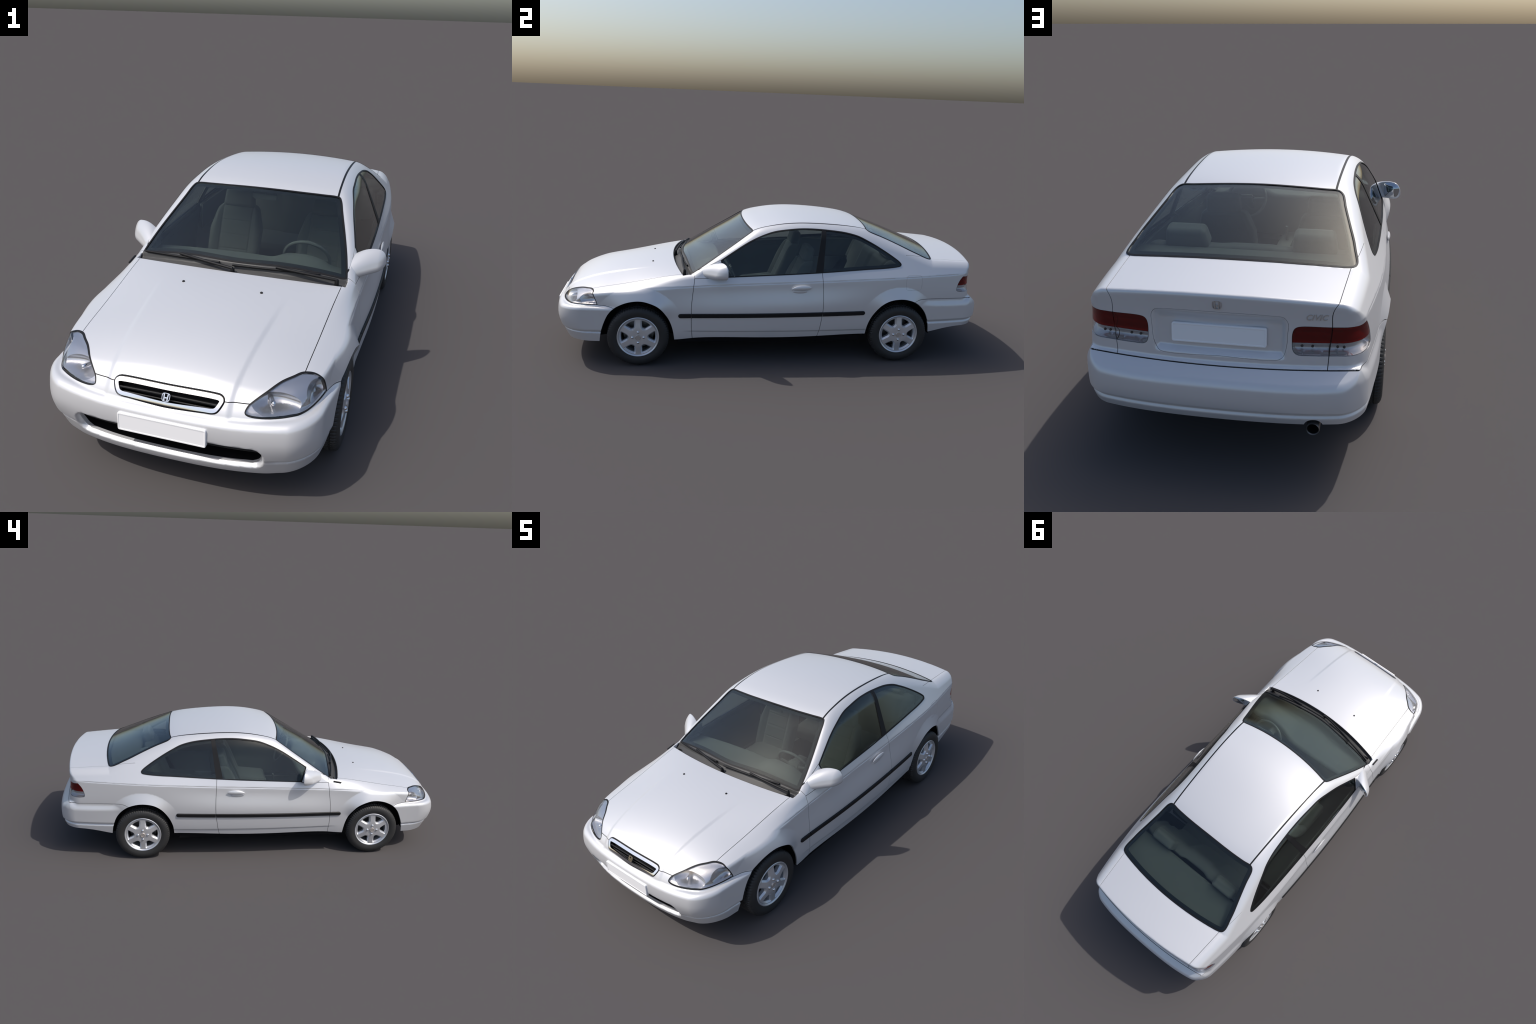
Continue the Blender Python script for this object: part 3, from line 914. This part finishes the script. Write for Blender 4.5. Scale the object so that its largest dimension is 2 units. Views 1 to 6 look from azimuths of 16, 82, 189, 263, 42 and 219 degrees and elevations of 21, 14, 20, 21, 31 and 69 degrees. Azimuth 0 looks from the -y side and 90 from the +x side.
# ------------------------------------------------------------------ side strips, handles, small fittings
for sg in (1, -1):
    zs = lambda y: .2325 + (y + .445) * .0128
    pieces = ((-.445, -.3895), (-.3865, .2005), (.2035, .401))
    for a, b in pieces:
        ys = np.linspace(a, b, max(8, int((b - a) / .01)))
        ys = np.unique(np.concatenate([ys] + [q for q in (-.445 + np.linspace(0, .010, 9) ** 2 / .010, .401 - np.linspace(0, .010, 9) ** 2 / .010) if a <= q.mean() <= b]))
        V, prof = [], [(-.0098, -.002), (-.0098, .003), (-.0070, .0058), (.0070, .0058), (.0098, .003), (.0098, -.002)]
        for y in ys:
            end = min(abs(y + .445), abs(y - .401))
            k = math.sqrt(max(0.01, 1 - max(0, 1 - end / .010) ** 2))
            for dz, dx in prof:
                V.append((dx * (.4 + .6 * k), y, zs(y) + dz * k))
        V = np.array(V)
        q = on_skin_all(np.column_stack([np.full(len(V), .39), V[:, 1:]]))[0]
        V[:, 0] = sg * (q[:, 0] + V[:, 0])
        m = len(prof)
        i, j = np.meshgrid(np.arange(len(ys) - 1), np.arange(m - 1), indexing='ij')
        Q = np.stack([i * m + j, (i + 1) * m + j, (i + 1) * m + j + 1, i * m + j + 1], -1).reshape(-1, 4)
        me = mesh('rub_strip', V, [Q if sg < 0 else Q[:, ::-1], np.array([[0, 1, 4, 5], [1, 2, 3, 4]]), (len(ys) - 1) * m + np.array([[5, 4, 1, 0], [4, 3, 2, 1]])])
        me.shade_smooth()
        me.set_sharp_from_angle(angle=.6)
        place('rub_strip', me, RUBBER)

    def grip(p):
        y, z, x = p[:, 1] - .1, p[:, 2], p[:, 0] * sg
        zc = .3612 + .012 * y - 3.0 * np.maximum(-y - .005, 0) ** 2
        a = np.hypot(y / .043, (z - zc) / (.0118 - .06 * np.maximum(-y, 0)))
        return np.maximum((a - 1) * .008, 0) + np.abs(x - .3975) - .0058 + .0045 * np.minimum(a, 1.6) ** 2

    def cupf(p):
        y, z, x = p[:, 1] - .095, p[:, 2] - .3450, p[:, 0] * sg
        return (np.sqrt((y / .034) ** 2 + (z / .0095) ** 2 + ((x - .3920) / .0050) ** 2) - 1) * .004

    lo = (.380, .045, .33) if sg > 0 else (-.406, .045, .33)
    hd = blob('door_handle', grip, lo, (.026, .11, .05), .0016, PAINT, DOORS[0 if sg > 0 else 1])
    blob('handle_cup', cupf, lo, (.026, .11, .05), .0016, PAINT, hd)

    # door mirror: a wedge swept out of the mirror patch, cut off behind by the glass
    def horn(p):
        x, y, z = p[:, 0] * sg, p[:, 1], p[:, 2]
        front = (-.256 - .88 * (.439 - x) + .42 * (z - .44) - y) / 1.35
        rear = (y + .2305 + .37 * (.437 - x)) / 1.066
        d = both(front, z - (.4775 - 4.2 * (x - .414) ** 2), .040)
        d = both(d, (.4035 + .12 * np.minimum(y + .26, 0)) - z, .026)
        d = both(d, x - .4400, .026)
        return both(d, rear, .0045)

    lo = (.325, -.37, .385) if sg > 0 else (-.45, -.37, .385)
    mr = blob('door_mirror', horn, lo, (.125, .16, .11), .0028, PAINT)
    glass = Outline([(.375, .440), (.375, .460), (.381, .4655), (.402, .4685), (.422, .4655), (.4325, .452), (.4325, .434), (.425, .4165), (.402, .4105), (.382, .4115), (.376, .417)])
    ring = glass.P
    yy = lambda x: -.2305 - .37 * (.437 - x) + .0008
    c = ring.mean(0)
    V = np.array([(sg * c[0], yy(c[0]), c[1])] + [(sg * a, yy(a), b) for a, b in ring] + [(sg * a, yy(a) - .003, b) for a, b in ring])
    k = len(ring)
    i = np.arange(k)
    j = (i + 1) % k
    F3 = np.stack([np.zeros(k, int), 1 + i, 1 + j], 1)
    F4 = np.stack([1 + i, 1 + k + i, 1 + k + j, 1 + j], 1)
    me = mesh('mirror_glass', V, [F3 if sg < 0 else F3[:, ::-1], F4 if sg < 0 else F4[:, ::-1]])
    place('mirror_glass', me, MIRROR, mr)

    # washer nozzle on the hood
    p, n = on_skin(.12 * sg, -.564, .41)
    bm = bmesh.new()
    bmesh.ops.create_uvsphere(bm, u_segments=14, v_segments=8, radius=.0046, matrix=Matrix.Translation(p) @ Matrix.Scale(.9, 4, (0, 0, 1)))
    finish('washer_nozzle', bm, RUBBER, 80, PANELS['hood'][0])

q0, _ = on_skin(-.358, -.443, .39, .002)
q1, _ = on_skin(-.3565, -.402, .397, .002)
tube('aerial', [q0, (q0 + q1) / 2 + np.array([0, 0, .0004]), q1], .0042, RUBBER)

# wipers
for pivot, arm_tip, b0, b1 in (((-.003, -.459, .418), (-.192, -.418, .427), (-.322, -.392, .413), (-.053, -.437, .428)), ((.312, -.418, .410), (.126, -.429, .429), (-.009, -.442, .427), (.257, -.405, .421))):
    def bowed(p0, p1, lift, count):
        p0, p1 = np.array(p0), np.array(p1)
        out = []
        for t in np.linspace(0, 1, count):
            q = p0 + (p1 - p0) * t
            q[1] += .38 * (q[0] - p0[0]) * (q[0] - p1[0])
            q[2] += lift - .10 * (q[0] - p0[0]) * (q[0] - p1[0])
            out.append(q)
        return out

    w = tube('wiper_arm', bowed(pivot, arm_tip, .010, 9), .0046, RUBBER)
    tube('wiper_blade', bowed(b0, b1, .0055, 17), .0038, RUBBER, w)
    bm = bmesh.new()
    bmesh.ops.create_cone(bm, cap_ends=True, segments=20, radius1=.008, radius2=.006, depth=.034, matrix=Matrix.Translation(np.array(pivot) + np.array([0, 0, -.006])))
    finish('wiper_pivot', bm, RUBBER, 35, w)

# exhaust
V, Q = lathe([(-.17, .0165), (-.003, .0165), (0, .0152), (-.003, .0136)], 40)
R90 = np.array(Matrix.Rotation(math.pi / 2, 3, 'Z'))
me = mesh('exhaust_pipe', V @ R90.T + [-.2315, .976, .152], [Q])
me.shade_smooth()
me.set_sharp_from_angle(angle=.6)
ex = place('exhaust_pipe', me, STEEL)
V, Q = lathe([(-.003, .0136), (-.05, .0132), (-.05, .0002)], 40)
place('exhaust_bore', mesh('exhaust_bore', V @ R90.T + [-.2315, .976, .152], [Q]), LINER, ex)

# ------------------------------------------------------------------ wheels
def tyre_mesh():
    w = .041
    r = TYRE_R
    prof = [(-w * .82, .0895), (-w * .97, .094), (-w * 1.04, .104), (-w * 1.06, .113), (-w * 1.0, .122), (-w * .90, .1295), (-w * .78, .1335)]
    for a in np.linspace(-.70, .70, 29):
        prof.append((w * a, r - .0018 * abs(a) ** 2 - (.0035 if min(abs(a - c) for c in (-.42, 0, .42)) < .04 else 0)))
    prof += [(w * .78, .1335), (w * .90, .1295), (w * 1.0, .122), (w * 1.06, .113), (w * 1.04, .104), (w * .97, .094), (w * .82, .0895)]
    seg = 288
    V, Q = lathe(prof, seg)
    m = len(prof)
    a = np.repeat(np.arange(seg), m)
    ax = np.abs(V[:, 0]) / w
    rr = np.hypot(V[:, 1], V[:, 2])
    sipe = (a % 4 == 0) & (ax < .93) & (rr > .128)
    k = np.where(sipe, 1 - .0024 / rr, 1)
    V[:, 1] *= k
    V[:, 2] *= k
    me = mesh('tyre', V, [Q[:, ::-1]])
    me.shade_smooth()
    me.set_sharp_from_angle(angle=math.radians(28))
    me.materials.append(TYRE)
    return me


def spoke_field(y, z):
    """negative inside the six windows between the spokes"""
    r = np.hypot(y, z)
    a = np.mod(np.arctan2(z, y) + math.pi / 6, math.pi / 3) - math.pi / 6
    u, v = r * np.cos(a), np.abs(r * np.sin(a))
    edge = v * math.cos(math.pi / 6) - u * math.sin(math.pi / 6) + .0105
    f = both(edge, r - .0808, .006)
    return both(f, .0385 - u, .011)


def rim_meshes():
    h = .0013
    k = int(.084 / h)
    g = np.arange(-k, k + 1) * h
    Y, Z = np.meshgrid(g, g, indexing='ij')
    n = len(g)
    V = np.stack([0 * Y, Y, Z], -1).reshape(-1, 3)
    i, j = np.meshgrid(np.arange(n - 1), np.arange(n - 1), indexing='ij')
    Q = np.stack([i * n + j, (i + 1) * n + j, (i + 1) * n + j + 1, i * n + j + 1], -1).reshape(-1, 4)
    T = to_tris(V, Q)
    rad = lambda P: np.hypot(P[:, 1], P[:, 2])
    V, T = split(V, T, rad(V) - .0825)
    T = T[rad(V[T].mean(1)) < .0825]
    V, T = split(V, T, spoke_field(V[:, 1], V[:, 2]))
    V, T = split(V, T, spoke_field(V[:, 1], V[:, 2]) + .0065)
    c = V[T].mean(1)
    T = T[spoke_field(c[:, 1], c[:, 2]) > -.0065]
    f = spoke_field(V[:, 1], V[:, 2])
    r = rad(V)
    face = .033 - .005 * step(.03, .08, r)
    V[:, 0] = face - 1.15 * np.clip(-f, 0, .0065) * step(0, .002, -f)
    used = np.unique(T)
    rm = np.zeros(len(V), int)
    rm[used] = np.arange(len(used))
    V, T = V[used], rm[T]
    if np.cross(V[T[0, 1]] - V[T[0, 0]], V[T[0, 2]] - V[T[0, 0]])[0] < 0:
        T = T[:, ::-1]
    e = rim_edges(T)
    m = len(V)
    W = np.concatenate([V, V - [.014, 0, 0]])
    disc = mesh('rim', W, [T, np.stack([e[:, 1], e[:, 0], e[:, 0] + m, e[:, 1] + m], 1)])
    disc.shade_smooth()
    disc.set_sharp_from_angle(angle=math.radians(32))
    disc.materials.append(SILVER)
    V, Q = lathe([(.0225, .0815), (.0265, .083), (.0300, .0865), (.0315, .0895), (.0300, .0918), (.0255, .0922), (.018, .0905), (.010, .084), (0, .081), (-.036, .0805), (-.036, .0775), (.012, .0785), (.0225, .0815)], 120)
    lip = mesh('rim_lip', V, [Q[:, ::-1]])
    lip.shade_smooth()
    lip.set_sharp_from_angle(angle=math.radians(40))
    lip.materials.append(SILVER)
    return disc, lip


def nut_mesh():
    V, Q = lathe([(-.004, .0064), (.0022, .0062), (.0052, .0044), (.0064, .0001)], 6 * 3)
    me = mesh('wheel_nut', V, [Q[:, ::-1]])
    me.shade_smooth()
    me.materials.append(CHROME)
    return me


def cap_mesh():
    V, Q = lathe([(-.004, .0125), (.0025, .0122), (.004, .0112), (.0044, .009), (.0036, .0085), (.0038, .0001)], 40)
    me = mesh('hub_cap', V, [Q[:, ::-1]])
    me.shade_smooth()
    me.set_sharp_from_angle(angle=.7)
    me.materials.append(EMBLEM)
    return me


def disc_mesh():
    V, Q = lathe([(-.030, .066), (-.014, .066), (-.014, .030), (-.004, .028), (-.004, .0002)], 60)
    me = mesh('brake_disc', V, [Q[:, ::-1]])
    me.shade_smooth()
    me.set_sharp_from_angle(angle=.6)
    me.materials.append(STEEL)
    return me


def drum_mesh():
    V, Q = lathe([(-.05, .0795), (-.040, .0795), (-.040, .0002)], 60)
    me = mesh('wheel_back', V, [Q[:, ::-1]])
    me.materials.append(LINER)
    return me


ty, (rd, rl), nut, cap, dsc, drm = tyre_mesh(), rim_meshes(), nut_mesh(), cap_mesh(), disc_mesh(), drum_mesh()
for wy in WHEEL_Y:
    for sg in (1, -1):
        w = bpy.data.objects.new('wheel', None)
        bpy.context.scene.collection.objects.link(w)
        w.parent = ROOT
        w.location = (sg * .3535, wy, WHEEL_Z)
        w.rotation_euler = (0, 0, 0 if sg > 0 else math.pi)
        for nm, me in (('tyre', ty), ('rim', rd), ('rim_lip', rl), ('brake_disc', dsc), ('wheel_back', drm)):
            o = bpy.data.objects.new(nm, me)
            bpy.context.scene.collection.objects.link(o)
            o.parent = w
            if nm != 'tyre':
                o.location = (.009, 0, 0) if nm in ('rim', 'rim_lip') else (.004, 0, 0)
            if nm == 'rim':
                o.rotation_euler = (0, 0, 0)
        for k in range(4):
            a = k * math.pi / 2
            o = bpy.data.objects.new('wheel_nut', nut)
            bpy.context.scene.collection.objects.link(o)
            o.parent = w
            o.location = (.0415, .0245 * math.cos(a), .0245 * math.sin(a))
        o = bpy.data.objects.new('hub_cap', cap)
        bpy.context.scene.collection.objects.link(o)
        o.parent = w
        o.location = (.0425, 0, 0)

# ------------------------------------------------------------------ underside
for arch, xin in ((front_arch, .24), (rear_arch, .24)):
    P = arch.P
    c = np.array([P[:, 0].mean(), .13])
    P = c + (P - c) * 1.012
    P = P[P[:, 1] > .06]
    P = np.roll(P, -int(np.argmax(np.linalg.norm(P - np.roll(P, 1, 0), axis=1))), 0)
    for sg in (1, -1):
        k = len(P)
        xo = on_skin_all([(.39, a, min(max(b, .135), .32)) for a, b in P])[0][:, 0] - .004
        V = np.array([(sg * xo[i], *P[i]) for i in range(k)] + [(sg * xin, *q) for q in P] + [(sg * xin, *c)])
        V[:, 2] = np.maximum(V[:, 2], .128)
        i = np.arange(k - 1)
        j = i + 1
        me = mesh('wheel_arch_liner', V, [np.stack([i, j, j + k, i + k], 1), np.stack([i + k, j + k, np.full(k - 1, 2 * k)], 1)])
        place('wheel_arch_liner', me, LINER)
for sg in (1, -1):
    for arch, yc in ((front_arch, -.6205), (rear_arch, .568)):
        a = np.linspace(-.10, math.pi + .10, 60)
        rr = .125
        inner = np.stack([np.full(60, sg * .312), yc + rr * np.cos(a), .1355 + rr * np.sin(a)], 1)
        dirs = np.stack([np.cos(a), np.sin(a)], 1)
        rs_ = np.arange(.130, .20, .001)
        reach = np.array([rs_[int(np.argmax(arch(yc + rs_ * c, .1355 + rs_ * q) > .002))] for c, q in dirs])
        outer = np.stack([np.full(60, sg * .314), yc + reach * dirs[:, 0], .1355 + reach * dirs[:, 1]], 1)
        i = np.arange(59)
        place('wheel_arch_liner', mesh('wheel_arch_liner', np.concatenate([inner, outer]), [np.stack([i, i + 1, i + 61, i + 60], 1)]), LINER)
block('floor_pan', (0, -.03, .117), (.752, .845, .034), LINER, .006)
block('floor_pan', (0, 0, .135), (.46, 1.80, .03), LINER, .004)
block('floor_pan', (0, -.855, .125), (.62, .12, .02), LINER, .004)
block('floor_pan', (0, .84, .165), (.62, .20, .02), LINER, .004)

# ------------------------------------------------------------------ cabin
def cushion(name, centre, half, r, tilt, mat, parent=None, h=.004, taper=0.0):
    c, hf = np.array(centre), np.array(half)
    ca, sa = math.cos(tilt), math.sin(tilt)

    def f(p):
        q = p - c
        y, z = q[:, 1] * ca - q[:, 2] * sa, q[:, 1] * sa + q[:, 2] * ca
        k = 1 - taper * z / hf[2]
        d = both(np.abs(q[:, 0]) - hf[0] * k, np.abs(y) - hf[1] * k, r)
        return both(d, np.abs(z) - hf[2], r)

    w = float(np.linalg.norm(half[1:])) + .01
    return blob(name, f, (c[0] - hf[0] * 1.1 - .01, c[1] - w, c[2] - w), (hf[0] * 2.2 + .02, 2 * w, 2 * w), h, mat, parent)


def dash(p):
    x, y, z = p[:, 0], p[:, 1], p[:, 2]
    topz = .405 - .10 * (y + .33) ** 2 * 4 - .05 * x * x + .030 * np.exp(-((x - .175) / .085) ** 4) * step(-.36, -.29, y)
    edge = -.235 - .15 * x * x - .02 * np.exp(-((x - .175) / .1) ** 4)
    d = both((z - topz) * .9, (y - edge - .45 * np.minimum(z - .39, 0)) * .9, .018)
    d = both(d, np.abs(x) - .335, .01)
    return np.maximum(np.maximum(d, .20 - z), (-.44 + .4 * x * x) - y)


dsh = blob('dashboard', dash, (-.345, -.46, .19), (.69, .26, .27), .008, TRIMGREY)
cx, cy, cz = .175, -.205, .392
tl = math.radians(26)
ring = [(cx + .078 * math.cos(a), cy - .078 * math.sin(a) * math.sin(tl) * -1 * -1, cz + .078 * math.sin(a) * math.cos(tl)) for a in np.linspace(0, 2 * math.pi, 48, endpoint=False)]
sw = tube('steering_wheel', ring, .0058, TRIMGREY, closed=True)
block('steering_hub', (cx, cy - .006, cz - .006), (.062, .02, .045), TRIMGREY, .008, (-tl, 'X'), sw)
tube('steering_spoke', [(cx - .075, cy, cz), (cx, cy - .006, cz - .008), (cx + .075, cy, cz)], .006, TRIMGREY, sw)
tube('steering_column', [(cx, cy - .01, cz - .01), (cx, cy - .09, cz - .055)], .018, TRIMGREY, sw)
for sg in (1, -1):
    x0 = .178 * sg

    def backrest(p):
        x, y, z = np.abs(p[:, 0] - x0), p[:, 1], p[:, 2]
        yc = .075 + (z - .24) * .42
        half = .103 - .30 * np.maximum(z - .36, 0) - .05 * np.maximum(.3 - z, 0)
        bol = .016 * step(.055, .085, x) - .0022 * step(.004, 0, np.abs(np.mod(z, .052) - .026)) * step(.06, .05, x) - .003 * step(.004, 0, np.abs(x - .06))
        d = both(np.abs(y - yc + bol * .5) - .026 - bol * .5, x - half, .018)
        return both(d, np.abs(z - .325) - .12, .02)

    seat = blob('front_seat', backrest, (x0 - .12, -.03, .19), (.24, .26, .27), .0055, FABRIC)
    cushion('seat_cushion', (x0, -.015, .208), (.100, .105, .034), .024, math.radians(-6), FABRIC, seat, .007)
    block('seat_base', (x0, -.01, .155), (.18, .17, .06), TRIMGREY, .01, None, seat)
    cushion('front_headrest', (x0, .160, .472), (.060, .022, .035), .014, math.radians(14), FABRIC, seat, .004, .06)
    tube('headrest_post', [(x0 - .03, .150, .43), (x0 - .03, .155, .46)], .004, CHROME, seat)
    tube('headrest_post', [(x0 + .03, .150, .43), (x0 + .03, .155, .46)], .004, CHROME, seat)


def bench(p):
    x, y, z = np.abs(p[:, 0]), p[:, 1], p[:, 2]
    yc = .47 + (z - .25) * .40
    d = both(np.abs(y - yc + .010 * step(.09, .05, x) - .006 * step(.02, 0, np.abs(x - .26))) - .032, x - (.31 - .076 * step(.345, .32, z)), .03)
    return both(d, np.abs(z - .33) - .125, .022)


rs = blob('rear_seat', bench, (-.33, .38, .19), (.66, .22, .28), .008, FABRIC)
cushion('rear_cushion', (0, .385, .215), (.232, .10, .036), .025, math.radians(-5), FABRIC, rs, .009)
for sg in (1, -1):
    cushion('rear_headrest', (.186 * sg, .560, .482), (.062, .026, .032), .014, math.radians(20), FABRIC, rs, .004, .08)


def shelf(p):
    x, y, z = np.abs(p[:, 0]), p[:, 1], p[:, 2]
    d = both(np.abs(z - .447) - .012, x - (.325 - .05 * np.maximum(y - .6, 0)), .008)
    return both(d, np.abs(y - .668) - .082, .01)


blob('parcel_shelf', shelf, (-.34, .57, .42), (.68, .20, .06), .008, TRIMGREY)
block('rear_view_mirror', (0, -.118, .568), (.092, .012, .026), TRIMGREY, .005)
tube('mirror_stem', [(0, -.118, .575), (0, -.12, .597)], .004, TRIMGREY)
block('centre_console', (0, -.09, .19), (.075, .36, .10), TRIMGREY, .015)
tube('gear_lever', [(0, -.15, .23), (0, -.14, .30)], .005, TRIMGREY)
for sg in (1, -1):
    block('side_trim', (.350 * sg, .42, .372), (.012, .50, .11), TRIMGREY, .005)
block('cabin_floor', (0, -.01, .14), (.70, .78, .012), TRIMGREY, .003)
block('firewall', (0, -.415, .26), (.64, .01, .27), LINER, .002)
block('trunk_wall', (0, .76, .31), (.60, .01, .26), LINER, .002)
